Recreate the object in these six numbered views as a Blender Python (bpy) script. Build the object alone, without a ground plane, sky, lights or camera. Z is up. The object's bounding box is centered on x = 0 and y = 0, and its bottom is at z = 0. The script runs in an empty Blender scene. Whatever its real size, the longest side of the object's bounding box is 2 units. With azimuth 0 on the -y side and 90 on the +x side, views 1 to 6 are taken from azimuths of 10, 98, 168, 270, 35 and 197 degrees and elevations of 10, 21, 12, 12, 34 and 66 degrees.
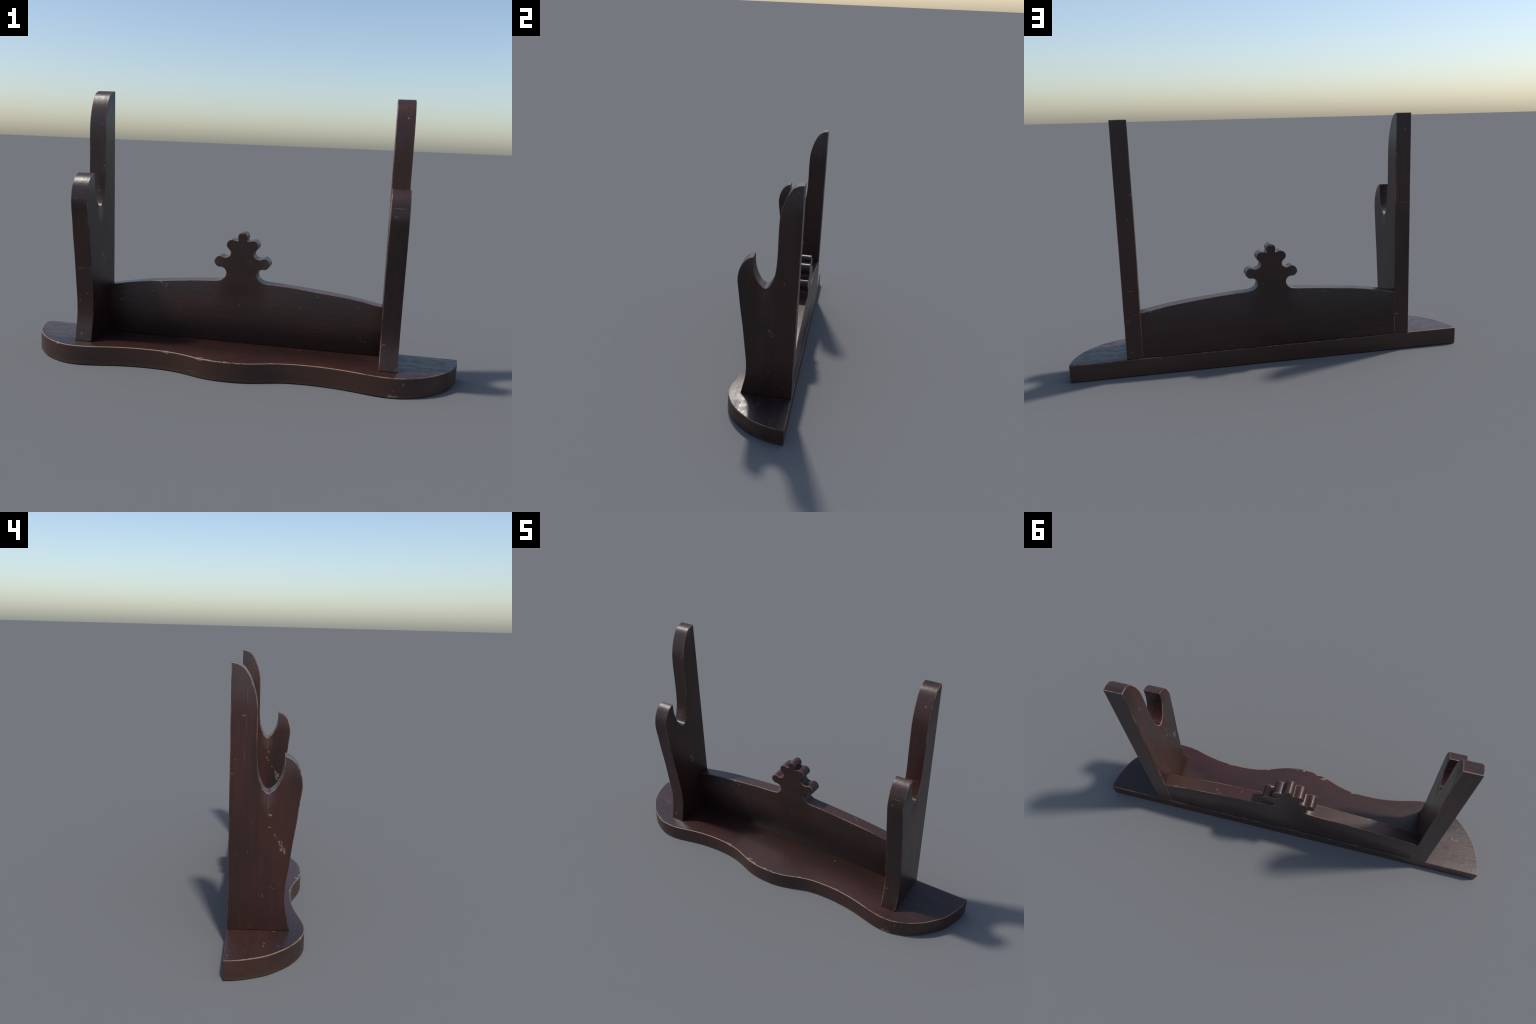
"""Dark-stained wooden two-tier sword rack: a scalloped base board, two notched
side posts and a back panel with a lobed crest, all with worn edges."""
import bpy, bmesh, math
from mathutils import Vector

BASE_H = 0.0865          # thickness of the base board
BACK_Y = 0.178           # plane of the flat back
POST_IN, POST_OUT = 0.650, 0.729


# ------------------------------------------------------------------ outlines
def smooth_run(pts, sub):
    """Catmull-Rom through pts (open run), sub pieces per span."""
    out = []
    n = len(pts)
    for i in range(n - 1):
        p0 = Vector(pts[i - 1] if i > 0 else pts[i])
        p1, p2 = Vector(pts[i]), Vector(pts[i + 1])
        p3 = Vector(pts[i + 2] if i + 2 < n else pts[i + 1])
        # centripetal-ish tangents scaled to the span keep uneven spacing calm
        d = (p2 - p1).length
        t1 = (p2 - p0) * (d / max((p2 - p1).length + (p1 - p0).length, 1e-9))
        t2 = (p3 - p1) * (d / max((p3 - p2).length + (p2 - p1).length, 1e-9))
        for k in range(sub):
            t = k / sub
            a, b = 2*t**3 - 3*t**2 + 1, t**3 - 2*t**2 + t
            c, e = -2*t**3 + 3*t**2, t**3 - t**2
            out.append(tuple(p1*a + t1*b + p2*c + t2*e))
    out.append(tuple(pts[-1]))
    return out


# front edge of the base, centre to right end: a middle bulge, a hollow, a round ear
BASE_EDGE = [(0, -.178), (.04, -.1775), (.075, -.1725), (.110, -.165), (.150, -.1515),
             (.200, -.133), (.255, -.119), (.320, -.112), (.400, -.1118), (.480, -.1195),
             (.555, -.1345), (.617, -.1500), (.675, -.1590), (.728, -.1575), (.768, -.1475),
             (.811, -.1280), (.848, -.1050), (.884, -.0755), (.918, -.0380), (.944, -.0045),
             (.961, .0260), (.983, .0830), (.996, .1330), (1.0, BACK_Y)]

# crest and top edge of the back panel, centre to right end
CREST_EDGE = [(0, .6117), (.0115, .6085), (.0195, .6005), (.0222, .5905), (.0208, .5800),
              (.0202, .5735), (.0250, .5708), (.0360, .5738), (.0503, .5768), (.0637, .5715),
              (.0722, .5610), (.0750, .5495), (.0705, .5370), (.0600, .5265), (.0548, .5190),
              (.0537, .5110), (.0582, .5000), (.0710, .4925), (.0830, .4905), (.0950, .4948),
              (.1075, .4980), (.1215, .4905), (.1298, .4770), (.1312, .4670), (.1258, .4550),
              (.1125, .4445), (.0970, .4443), (.0815, .4377), (.0735, .4243), (.0725, .4120),
              (.0785, .3980), (.0900, .3875), (.1050, .3812), (.1400, .3775), (.1900, .3745),
              (.2500, .3693), (.3000, .3650), (.3600, .3595), (.4200, .3535), (.4800, .3455),
              (.5500, .3345), (.6000, .3255), (.6515, .3155)]

# side post, upper prong front, notch and lower prong (y, z)
PRONG = [(.1770, 1.2295), (.1540, 1.2258), (.1280, 1.2122), (.1085, 1.1870), (.0930, 1.1570),
         (.0795, 1.1160), (.0715, 1.0830), (.0680, 1.0410), (.0670, .9800), (.0675, .9200),
         (.0667, .8600), (.0645, .8170), (.0600, .7780), (.0515, .7480), (.0400, .7215),
         (.0290, .7050), (.0165, .6995), (.0030, .7040), (-.0120, .7170), (-.0240, .7350),
         (-.0365, .7610), (-.0450, .7910), (-.0488, .8220), (-.0495, .8570)]
LOWER = [(-.0495, .8570), (-.0660, .8510), (-.0835, .8395), (-.0985, .8230), (-.1110, .8020),
         (-.1200, .7740), (-.1248, .7440), (-.1243, .7170), (-.1180, .6710), (-.1070, .5800),
         (-.0925, .4830), (-.0843, .4130), (-.0765, .3450), (-.0698, .2870), (-.0675, .2390),
         (-.0705, .1900), (-.0802, .1420), (-.0925, BASE_H - .0002)]


def mirrored(run):
    """Mirror a centre-to-right run into a full left-to-right run."""
    return [(-x, y) for x, y in reversed(run[1:])] + list(run)


# ------------------------------------------------------------------ node tools
class Nodes:
    def __init__(self, mat):
        mat.use_nodes = True
        self.t = mat.node_tree
        self.t.nodes.clear()

    def new(self, kind, **props):
        n = self.t.nodes.new(kind)
        for k, v in props.items():
            setattr(n, k, v)
        return n

    def put(self, sock, val):
        if isinstance(val, bpy.types.NodeSocket):
            self.t.links.new(val, sock)
        else:
            sock.default_value = val

    def math(self, op, a, b=0.0, clamp=False):
        n = self.new('ShaderNodeMath', operation=op, use_clamp=clamp)
        self.put(n.inputs[0], a)
        self.put(n.inputs[1], b)
        return n.outputs[0]

    def vec(self, op, a, b=(0, 0, 0)):
        n = self.new('ShaderNodeVectorMath', operation=op)
        self.put(n.inputs[0], a)
        self.put(n.inputs[1], b)
        return n.outputs['Value' if op in ('LENGTH', 'DOT_PRODUCT') else 'Vector']

    def step(self, v, lo, hi, a=0.0, b=1.0):
        n = self.new('ShaderNodeMapRange', interpolation_type='SMOOTHSTEP')
        for i, x in enumerate((v, lo, hi, a, b)):
            self.put(n.inputs[i], x)
        return n.outputs[0]

    def noise(self, co, scale, detail=3.0, rough=.55, dist=0.0, stretch=None, shift=None):
        if stretch or shift:
            m = self.new('ShaderNodeMapping')
            self.put(m.inputs['Vector'], co)
            m.inputs['Scale'].default_value = stretch or (1, 1, 1)
            m.inputs['Location'].default_value = shift or (0, 0, 0)
            co = m.outputs[0]
        n = self.new('ShaderNodeTexNoise')
        self.put(n.inputs['Vector'], co)
        n.inputs['Scale'].default_value = scale
        n.inputs['Detail'].default_value = detail
        n.inputs['Roughness'].default_value = rough
        n.inputs['Distortion'].default_value = dist
        return n.outputs['Fac'], n.outputs['Color']

    def mix(self, fac, a, b):
        n = self.new('ShaderNodeMix', data_type='RGBA')
        self.put(n.inputs[0], fac)
        self.put(n.inputs[6], a if isinstance(a, bpy.types.NodeSocket) else (*a, 1))
        self.put(n.inputs[7], b if isinstance(b, bpy.types.NodeSocket) else (*b, 1))
        return n.outputs[2]


# ------------------------------------------------------------------ scuffs
# A scuff is (centre x, y, z), (radius x, y, z), kind, strength; FAR leaves an axis free.
FAR = 9.0


def on_x(y, z, ry, rz, kind='blob', s=1.0):
    return (0, y, z), (FAR, ry, rz), kind, s


def on_y(x, z, rx, rz, kind='blob', s=1.0):
    return (x, 0, z), (rx, FAR, rz), kind, s


def on_z(x, y, rx, ry, kind='blob', s=1.0):
    return (x, y, 0), (rx, ry, FAR), kind, s


# the faces of the posts that look to -x, and those that look to +x
POST_LEFTWARD = [
    on_x(.016, .695, .018, .004, s=.5), on_x(-.046, .853, .007, .007, s=.9),
    on_x(.040, .716, .006, .010, s=.6), on_x(.090, 1.150, .006, .014, s=.6),
    on_x(-.118, .785, .006, .012, s=.5),
    on_x(.005, .606, .012, .006, s=1.0), on_x(.015, .650, .0012, .045, s=.75),
    on_x(.006, .553, .008, .004, s=.75), on_x(-.018, .518, .006, .008, s=.7),
    on_x(-.023, .508, .004, .004, s=.5),
    on_x(-.040, .484, .010, .016, 'squiggle', 1.2), on_x(-.052, .452, .015, .026, 'squiggle', 1.4),
    on_x(-.047, .462, .008, .026, s=.45),
    on_x(.029, .244, .0022, .012, s=.8), on_x(.097, .438, .006, .002, s=.55),
    on_x(.083, .572, .003, .006, s=.6), on_x(-.019, .300, .020, .022, 'ring', .17),
    on_x(.110, 1.110, .0012, .070, s=.38), on_x(.1115, .990, .0012, .060, s=.42),
    on_x(.118, .860, .0012, .085, s=.42), on_x(.123, 1.017, .010, .004, s=.9),
    on_x(-.080, .655, .003, .004, s=.5), on_x(-.060, .700, .004, .002, s=.5),
    on_x(.060, .430, .005, .006, 'ring', .3), on_x(.150, .430, .005, .008, 'ring', .4),
]
POST_RIGHTWARD = [
    on_x(.139, 1.193, .014, .014, 'ring', .8), on_x(.050, .590, .0011, .125, s=.5),
    on_x(.014, .660, .0011, .050, s=.5), on_x(.044, .474, .010, .016, 'squiggle', 1.0),
    on_x(.056, .450, .013, .020, 'squiggle', 1.0), on_x(.050, .462, .008, .018, s=.3),
    on_x(-.046, .412, .009, .003, s=.6), on_x(.009, .427, .007, .003, s=.5),
    on_x(.019, .519, .005, .006, s=.5), on_x(.012, .290, .012, .016, 'ring', .2),
    on_x(.142, .312, .003, .007, s=.5), on_x(.120, .158, .003, .007, s=.5),
    on_x(.137, .754, .004, .004, s=.4), on_x(.095, .560, .007, .003, s=.4),
]
# narrow faces: set A on the left front and right back, set B on the others; |x| is used
POST_NARROW_A = [
    on_y(.690, .4285, .024, .0022, s=.8), on_y(.656, .4295, .006, .0025, s=.6),
    on_y(.676, .311, .006, .0025, s=.8), on_y(.713, .274, .007, .008, 'ring', .9),
    on_y(.700, .123, .005, .006, s=.8), on_y(.676, .772, .004, .007, s=.8),
    on_y(.656, .886, .008, .007, s=1.0), on_y(.6625, .640, .0013, .050, s=.5),
    on_y(.722, .960, .004, .004, s=.7), on_y(.700, .655, .004, .003, s=.4),
]
POST_NARROW_B = [
    on_y(.663, .198, .011, .0032, s=1.0), on_y(.721, .098, .005, .005, s=1.0),
    on_y(.690, .781, .040, .0020, s=.7), on_y(.697, 1.147, .009, .006, s=.8),
    on_y(.690, .500, .004, .003, s=.35),
]
PANEL_FRONT = [
    on_y(-.369, .340, .011, .013, 'ring', .9), on_y(-.392, .353, .012, .0045, s=1.2),
    on_y(-.298, .242, .005, .0035, s=.6), on_y(-.243, .308, .004, .004, s=.4),
    on_y(-.355, .346, .045, .0010, s=.4),
    on_y(.006, .297, .016, .014, 'ring', .2), on_y(.030, .297, .05, .0012, s=.3),
    on_y(-.006, .270, .008, .003, s=.5),
    on_y(.290, .279, .016, .012, 'ring', .13), on_y(.245, .285, .0016, .012, s=.25),
    on_y(.566, .152, .0035, .0035, s=.6), on_y(.585, .149, .0035, .004, s=.6),
    on_y(.030, .478, .013, .012, 'ring', .22), on_y(-.020, .474, .003, .012, s=.3),
    on_y(-.054, .413, .006, .003, s=.5), on_y(.36, .337, .009, .004, s=.7),
    on_y(-.002, .606, .012, .006, s=1.0),
]
PANEL_BACK = [
    on_y(-.274, .351, .010, .006, 'ring', .8), on_y(-.256, .336, .004, .004, s=.7),
    on_y(.049, .413, .007, .003, s=.9), on_y(-.121, .153, .004, .005, s=.45),
    on_y(-.571, .151, .004, .004, s=.5), on_y(-.588, .151, .004, .004, s=.5),
    on_y(-.048, .489, .004, .005, s=.4), on_y(.20, .300, .004, .005, s=.4),
    on_y(.60, .318, .02, .004, s=.6), on_y(.002, .603, .012, .005, s=.9),
    on_y(.57, .327, .012, .007, 'ring', .7),
]
PANEL_TOP = [
    on_z(.375, .150, .004, .009, s=.7), on_z(.250, .135, .003, .008, s=.6),
    on_z(.360, .163, .010, .003, s=.5), on_z(-.394, .114, .016, .006, s=1.0),
    on_z(.590, .174, .022, .006, s=1.1), on_z(.555, .175, .022, .004, s=.9),
]
BASE_TOP = [
    on_z(.293, .080, .005, .004, s=.8), on_z(-.738, -.024, .006, .005, s=.8),
    on_z(-.868, -.044, .004, .009, s=.6), on_z(-.870, .02, .014, .004, s=.5),
    on_z(.215, .015, .004, .004, s=.45), on_z(-.115, -.150, .018, .008, s=1.25),
    on_z(-.085, -.166, .030, .005, s=1.25), on_z(.000, -.171, .010, .006, s=1.25),
    on_z(.052, -.166, .020, .008, 'ring', 1.1), on_z(-.290, -.109, .022, .005, s=1.0),
    on_z(-.790, -.138, .012, .008, s=1.0), on_z(.400, -.1085, .02, .003, s=.8),
    on_z(.020, -.085, .05, .0012, s=.35), on_z(.06, -.02, .0012, .03, s=.25),
    on_z(.195, -.128, .012, .006, s=.8), on_z(-.992, .165, .010, .012, 'ring', .8),
    on_z(.89, -.01, .012, .004, s=.4), on_z(.80, -.075, .035, .0014, s=.35),
]
BASE_FRONT = [
    on_y(.754, .061, .008, .008, s=.7), on_y(.711, .006, .030, .009, s=1.5),
    on_y(-.680, .012, .050, .0016, s=.5), on_y(-.150, .020, .060, .0020, s=.5),
    on_y(.250, .062, .12, .0010, s=.35), on_y(-.285, .083, .022, .006, s=1.5),
    on_y(-.790, .082, .014, .007, s=1.5), on_y(.880, .055, .06, .0012, s=.35),
    on_y(-.120, .083, .030, .005, s=1.2), on_y(.050, .084, .018, .004, s=1.0), on_y(.0, .084, .010, .004, s=1.2),
]
BASE_BACK = [
    on_y(-.745, .068, .005, .006, s=.6), on_y(-.50, .046, .006, .002, s=.5),
    on_y(.850, .083, .030, .004, s=.6),
]


# ------------------------------------------------------------------ material
def stained_wood(name, grain, scuffs, chamfer=0.0, edge_gain=1.0, seed=0.0, skirt=False,
                 jointed=False, crown=None, red=(.0465, .0160, .0118), wear_bias=0.0, mottle=.45,
                 dull=0.0):
    """Near-black red-brown stained wood. grain: axis the fibres run along.
    scuffs: list of (face selector, scuff list). chamfer: 1 for the worn arrises."""
    mat = bpy.data.materials.new(name)
    g = Nodes(mat)
    co = g.new('ShaderNodeTexCoord').outputs['Object']
    geo = g.new('ShaderNodeNewGeometry')
    nrm = geo.outputs['True Normal']
    sep = g.new('ShaderNodeSeparateXYZ')
    g.put(sep.inputs[0], nrm)
    nx, ny, nz = sep.outputs
    pos = g.new('ShaderNodeSeparateXYZ')
    g.put(pos.inputs[0], co)
    px, py, pz = pos.outputs
    sh = (seed, seed*1.7, seed*.6)

    def along(k, t):
        """stretch vector: k along the fibres, t across"""
        return tuple(k if a == grain else t for a in 'xyz')

    fibre, _ = g.noise(co, 60, 4, .65, .2, along(.05, 1), sh)       # fine streaks
    band, _ = g.noise(co, 11, 3, .55, .5, along(.12, 1), sh)        # broad figure
    blotch, _ = g.noise(co, 3.0, 3, .6, .0, along(.55, 1), sh)      # uneven stain
    pore, _ = g.noise(co, 230, 2, .6, 0, along(.06, 1), sh)

    tone = g.math('ADD', g.math('MULTIPLY', blotch, .55), g.math('MULTIPLY', band, .45))
    tone = g.step(tone, .36, .62)
    col = g.mix(tone, (.0240, .0124, .0105), red)
    col = g.mix(g.step(fibre, .40, .68, 0, .32), col, (.0170, .0075, .0065))
    col = g.mix(g.step(pore, .54, .72, 0, .24), col, (.0600, .0270, .0220))

    if skirt:
        col = g.mix(g.step(nz, .6, .3, 0, .5), col, g.mix(band, (.041, .0170, .0115), (.066, .030, .0180)))

    if crown == 'base':     # ambient occlusion before the panel, painted as a darker top colour
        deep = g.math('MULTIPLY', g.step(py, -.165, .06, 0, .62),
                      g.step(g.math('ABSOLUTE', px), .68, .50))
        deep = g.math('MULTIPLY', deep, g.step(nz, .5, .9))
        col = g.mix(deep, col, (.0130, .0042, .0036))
    elif crown == 'panel':   # upward-facing top edge in a lighter brown
        col = g.mix(g.step(nz, .6, .9, 0, .45), col, (.068, .0290, .0210))
        deep = g.math('MULTIPLY', g.step(pz, .24, .09, 0, .5), g.step(ny, .2, -.2))  # lower front tinted dark: occluded shade above the base put into the colour
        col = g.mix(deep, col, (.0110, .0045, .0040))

    # ---- worn arrises: soft normal against true normal gives the edge distance
    bev = g.new('ShaderNodeBevel', samples=6)
    bev.inputs['Radius'].default_value = .0085
    dev = g.math('SUBTRACT', 1.0, g.vec('DOT_PRODUCT', bev.outputs[0], nrm))
    edge = g.step(dev, .004, .24)
    if chamfer:
        edge = g.math('MAXIMUM', edge, .80)
    ax = g.math('ABSOLUTE', px)
    if jointed:      # arrises buried in a joint keep their stain and are darkened with painted contact shade
        free = g.step(pz, BASE_H + .004, BASE_H + .016)
        inner = g.math('MAXIMUM', g.step(ax, POST_IN - .004, POST_IN - .012),
                       g.step(ax, POST_IN - .002, POST_IN - .0005))
        inner = g.math('MAXIMUM', inner, g.step(pz, .325, .34))
        free = g.math('MULTIPLY', free, inner)
        edge = g.math('MULTIPLY', edge, free)
        seam = g.step(pz, BASE_H + .0055, BASE_H + .001, 0, .75)
        col = g.mix(seam, col, (.0055, .0030, .0028))
    n1, _ = g.noise(co, 7, 2, .5, 0, None, (seed + 3, 1, 2))
    n2, _ = g.noise(co, 75, 3, .6, 0, None, (seed, 4, 2))
    wear = g.math('ADD', g.math('MULTIPLY', n1, 1.1), g.math('MULTIPLY', n2, .70))
    up = g.step(nz, -.6, .5, .0, .14)
    wear = g.math('ADD', wear, g.math('ADD', up, g.math('ADD', g.step(py, .165, .10, -.22, .06), wear_bias) if crown == 'base' else wear_bias))
    if crown == 'post':     # handled most at the tips and in the notch
        wear = g.math('ADD', wear, g.math('ADD', g.step(pz, 1.17, 1.225, 0, .16), g.math(
            'MULTIPLY', g.step(g.math('ABSOLUTE', g.math('SUBTRACT', pz, .775)), .11, .07, 0, .05),
            g.step(py, .06, .03))))
    wear = g.math('MULTIPLY', edge, g.step(wear, .86, 1.22), True)
    wear = g.math('MULTIPLY', wear, edge_gain, True)
    halo = g.math('MULTIPLY', edge, .55 * min(edge_gain, 1.0), True)
    col = g.mix(halo, col, (.075, .0270, .0170))

    # ---- scuffs and knocks
    _, wc = g.noise(co, 70, 3, .6)
    warp = g.vec('MULTIPLY', g.vec('SUBTRACT', wc, (.5, .5, .5)), (.022, .022, .022))
    wco = g.vec('ADD', co, warp)
    absco = g.vec('ADD', g.vec('ABSOLUTE', co), warp)
    gate = {
        '-x': g.step(nx, -.5, -.7), '+x': g.step(nx, .5, .7),
        '-y': g.step(ny, -.25, -.4), '+y': g.step(ny, .25, .4), '+z': g.step(nz, .3, .5),
    }
    left = g.math('LESS_THAN', px, 0.0)
    sideA = g.math('ABSOLUTE', g.math('SUBTRACT', g.math('LESS_THAN', ny, 0.0),
                                      g.math('SUBTRACT', 1.0, left)))
    ny_any = g.math('LESS_THAN', g.math('ABSOLUTE', nx), .6)
    gate['A'] = g.math('MULTIPLY', sideA, ny_any)
    gate['B'] = g.math('MULTIPLY', g.math('SUBTRACT', 1.0, sideA), ny_any)
    grit, _ = g.noise(co, 160, 3, .7)
    gritty = g.step(grit, .36, .62)
    arc_n, _ = g.noise(co, 48, 2, .5, 0, None, (1.7, 2.3, 5.1))
    arcs = g.step(arc_n, .44, .58)
    curl_n, _ = g.noise(co, 62, 2, .5, 0, None, (4.4, 1.1, 7.3))
    curls = g.step(g.math('ABSOLUTE', g.math('SUBTRACT', curl_n, .5)), .10, .02)
    total = 0.0
    for face, marks in scuffs:
        acc = 0.0
        src = absco if face in 'AB' else wco
        for c, r, kind, s in marks:
            line = min(r) < .0025
            s *= .8 if line or kind == 'squiggle' else 1.0
            p = g.vec('SUBTRACT', src, c)
            if line:       # a thin scratch wanders less than a knock
                p = g.vec('SUBTRACT', p, g.vec('MULTIPLY', warp, (.75, .75, .75)))
            d = g.vec('LENGTH', g.vec('DIVIDE', p, r))
            if kind == 'ring':       # a broken, wobbly loop
                d = g.math('ABSOLUTE', g.math('SUBTRACT', d, .85))
                m = g.math('MULTIPLY', g.step(d, .26, .06, 0, s), arcs)
            elif kind == 'squiggle':  # a rubbed patch of little curls
                m = g.math('MULTIPLY', g.step(d, 1.0, .55, 0, s), curls)
            else:
                m = g.step(d, 1.0, .35, 0, s)
            acc = m if isinstance(acc, float) else g.math('MAXIMUM', acc, m)
        acc = g.math('MULTIPLY', acc, gate[face])
        total = acc if isinstance(total, float) else g.math('MAXIMUM', total, acc)
    # stray specks
    sp, _ = g.noise(co, 34, 1, .4, 0, None, (seed + 9, 3, 5))
    specks = g.step(sp, .755, .80, 0, .45)
    total = g.math('MAXIMUM', total, specks)
    scuff = g.math('MULTIPLY', total, g.math('ADD', g.math('MULTIPLY', gritty, .7), .3), True)

    bare = g.mix(n2, (.200, .115, .078), (.440, .310, .210))
    col = g.mix(g.math('MULTIPLY', wear, .85), col, g.mix(.35, bare, (.15, .06, .04)))
    col = g.mix(g.math('MULTIPLY', scuff, .68), col, bare)
    if skirt:    # dusty ochre rub along the foot of the board
        foot = g.math('MULTIPLY', g.step(pz, .022, .001), g.step(n1, .30, .75, .25, .8))
        col = g.mix(foot, col, (.060, .036, .018))

    # ---- gloss and relief
    wave, _ = g.noise(co, 40, 3, .6, .5, along(.6, 1), sh)         # hand-rubbed unevenness
    rough = g.math('ADD', g.math('ADD', .215, g.step(g.math('ABSOLUTE', px), .50, .75, 0, dull)), g.math('MULTIPLY', fibre, .17))
    rough = g.math('ADD', rough, g.math('MULTIPLY', band, .10))
    rough = g.math('ADD', rough, g.math('MULTIPLY', g.math('MAXIMUM', wear, scuff), .16))
    relief = g.math('ADD', g.math('MULTIPLY', fibre, .35 if crown == 'base' else .8), g.math('MULTIPLY', pore, .35))
    relief = g.math('ADD', relief, g.math('MULTIPLY', wave, g.step(ax, .50, .72, min(mottle, .45), mottle)))
    relief = g.math('SUBTRACT', relief, g.math('MULTIPLY', scuff, .9))
    relief = g.math('SUBTRACT', relief, g.math('MULTIPLY', wear, .6))
    if crown == 'base':      # scuffed and rubbed finish on the board's ends
        rough = g.math('ADD', rough, g.math(
            'MULTIPLY', g.math('SUBTRACT', wave, .5), g.step(ax, .50, .72, .08, .50)))
        rough = g.math('MAXIMUM', rough, .22)
    rb = g.new('ShaderNodeBevel', samples=8)
    rb.inputs['Radius'].default_value = .006
    # flat faces: shading normals tilted to place sheen and dark falloff
    side = g.step(g.math('ABSOLUTE', nx), .5, .8)
    flat = g.step(nz, .80, .95)
    face = g.step(g.math('ABSOLUTE', ny), .85, .97)
    tx, ty, tz = 0.0, 0.0, 0.0
    if crown == 'post':
        tip = g.math('MULTIPLY', g.step(pz, .98, 1.24), .24)
        horn = g.math('MULTIPLY', g.step(pz, .72, .87, 0, .22), g.step(py, -.02, -.05))
        mouth = g.step(g.vec('LENGTH', g.vec('DIVIDE', g.vec('SUBTRACT', co, (0, .016, .68)),
                                             (FAR, .050, .085))), 1.0, .1, 0, .17)
        toe = g.step(pz, .26, .09, 0, -.10)
        tz = g.math('ADD', g.math('MAXIMUM', g.math('MAXIMUM', tip, horn), mouth), toe)
        tz = g.math('MULTIPLY', tz, side)
    elif crown == 'panel':
        run = g.step(ax, .045, .15)
        top = g.math('MULTIPLY', g.step(pz, .17, .36, 0, .14), run)
        top = g.math('MULTIPLY', top, g.step(ax, .66, .60, .4, 1))
        low = g.step(pz, .25, .09, 0, -.16)
        tz = g.math('MULTIPLY', g.math('ADD', top, low), face)
    elif crown == 'base':
        tx = g.math('ADD', g.step(px, .45, .75, 0, .165), g.step(px, -.60, -.95, 0, -.035))  # stronger tilt at the right end draws the pale sun highlight there
        tx = g.math('MULTIPLY', tx, flat)
        ty = g.math('MULTIPLY', g.math('ADD', g.step(py, .02, -.17, 0, -.10),
                                       g.step(py, .12, .178, 0, .06)), flat)
    lean = g.new('ShaderNodeCombineXYZ')
    for k, v in enumerate((tx, ty, tz)):
        g.put(lean.inputs[k], v)
    leant = g.vec('NORMALIZE', g.vec('ADD', rb.outputs[0], lean.outputs[0]))
    bump = g.new('ShaderNodeBump')
    bump.inputs['Strength'].default_value = .45
    bump.inputs['Distance'].default_value = .0016
    g.put(bump.inputs['Height'], relief)
    g.put(bump.inputs['Normal'], leant)

    b = g.new('ShaderNodeBsdfPrincipled')
    g.put(b.inputs['Base Color'], col)
    g.put(b.inputs['Roughness'], rough)
    g.put(b.inputs['Normal'], bump.outputs[0])
    b.inputs['Specular IOR Level'].default_value = .5 if crown == 'base' else .45
    o = g.new('ShaderNodeOutputMaterial')
    g.put(o.inputs['Surface'], b.outputs[0])
    return mat


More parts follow.
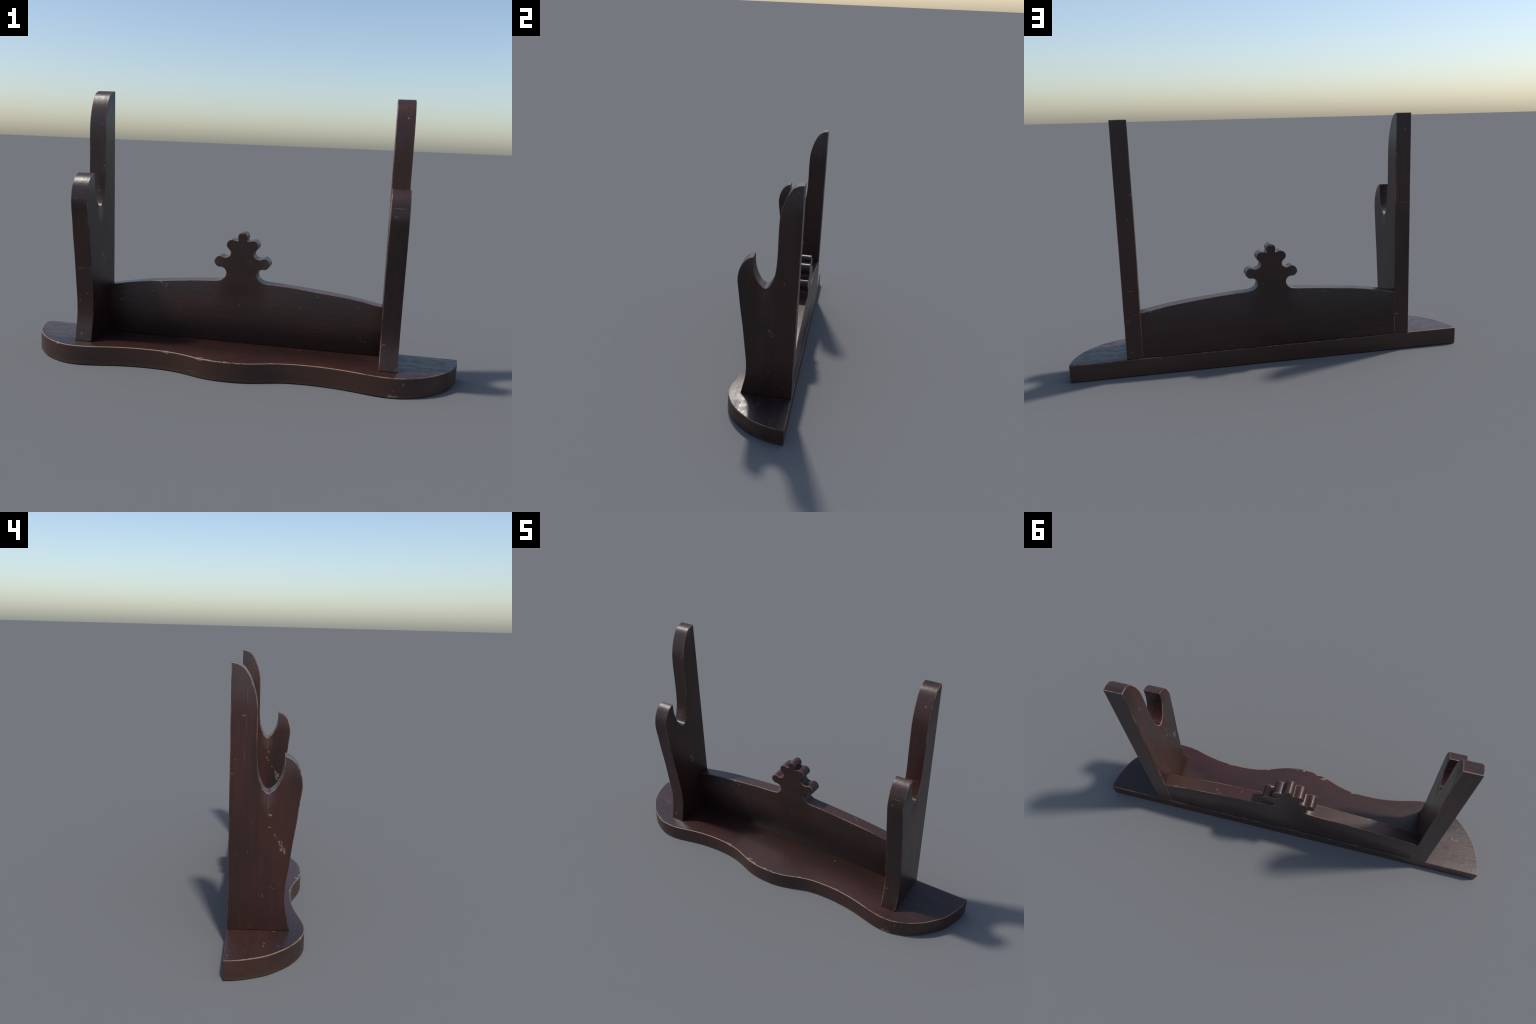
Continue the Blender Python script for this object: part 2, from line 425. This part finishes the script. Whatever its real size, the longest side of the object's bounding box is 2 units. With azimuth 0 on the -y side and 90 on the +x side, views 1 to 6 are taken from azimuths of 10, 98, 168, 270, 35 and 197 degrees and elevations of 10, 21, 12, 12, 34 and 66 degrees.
# ------------------------------------------------------------------ geometry
def board(name, outline, place, depth_vec, mats, chamfer=.0022):
    """Saw a closed outline out of a plank: place maps 2D to 3D, depth_vec is the
    plank's thickness direction. Arrises are chamfered; curved edges shade smooth."""
    bm = bmesh.new()
    near = [bm.verts.new(place(p)) for p in outline]
    far = [bm.verts.new(Vector(place(p)) + Vector(depth_vec)) for p in outline]
    n = len(outline)
    bm.faces.new(near)
    bm.faces.new(list(reversed(far)))
    for i in range(n):
        j = (i + 1) % n
        bm.faces.new((near[j], near[i], far[i], far[j]))
    bmesh.ops.recalc_face_normals(bm, faces=bm.faces)
    for f in bm.faces:
        f.smooth = True
    me = bpy.data.meshes.new(name)
    bm.to_mesh(me)
    bm.free()
    for m in mats:
        me.materials.append(m)
    ob = bpy.data.objects.new(name, me)
    bpy.context.scene.collection.objects.link(ob)
    bv = ob.modifiers.new('arris', 'BEVEL')
    bv.width = chamfer
    bv.segments = 2
    bv.limit_method = 'ANGLE'
    bv.angle_limit = math.radians(38)
    bv.material = 1
    bv.harden_normals = True
    bv.use_clamp_overlap = True
    return ob


def wood_pair(name, **kw):
    return [stained_wood(name, **kw), stained_wood(name + '_worn_arris', chamfer=1.0, **kw)]


rack = bpy.data.objects.new('sword_rack', None)
bpy.context.scene.collection.objects.link(rack)
rack['label'] = 'dark brown wooden two-tier sword display rack with worn edges'
rack['category'] = 'sword stand'

# base board
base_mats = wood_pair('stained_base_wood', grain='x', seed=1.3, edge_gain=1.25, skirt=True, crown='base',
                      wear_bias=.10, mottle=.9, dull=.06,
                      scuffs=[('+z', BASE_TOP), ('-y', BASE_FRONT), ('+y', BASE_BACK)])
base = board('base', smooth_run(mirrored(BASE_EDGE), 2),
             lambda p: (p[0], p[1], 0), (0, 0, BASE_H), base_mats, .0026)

# back panel with the lobed crest
panel_mats = wood_pair('stained_panel_wood', grain='x', seed=4.1, edge_gain=1.05, jointed=True, crown='panel', red=(.0385, .0146, .0108),
                       scuffs=[('-y', PANEL_FRONT), ('+y', PANEL_BACK), ('+z', PANEL_TOP)])
foot = BASE_H - .0002
panel_outline = smooth_run(mirrored(CREST_EDGE), 2) + [(.6515, foot), (-.6515, foot)]
panel = board('back_panel', panel_outline,
              lambda p: (p[0], .1125, p[1]), (0, .0635, 0), panel_mats, .0018)

# two notched posts
post_mats = wood_pair('stained_post_wood', grain='z', seed=7.7, edge_gain=1.0, jointed=True, crown='post',
                      scuffs=[('-x', POST_LEFTWARD), ('+x', POST_RIGHTWARD),
                              ('A', POST_NARROW_A), ('B', POST_NARROW_B)])
post_outline = smooth_run(PRONG, 2) + smooth_run(LOWER, 2)[1:] + [(.1770, BASE_H - .0002)]
posts = []
for x0 in (-POST_OUT, POST_IN):
    posts.append(board('post', post_outline, lambda p, x0=x0: (x0, p[0], p[1]),
                       (POST_OUT - POST_IN, 0, 0), post_mats, .0026))

for ob in [base, panel] + posts:
    ob.parent = rack
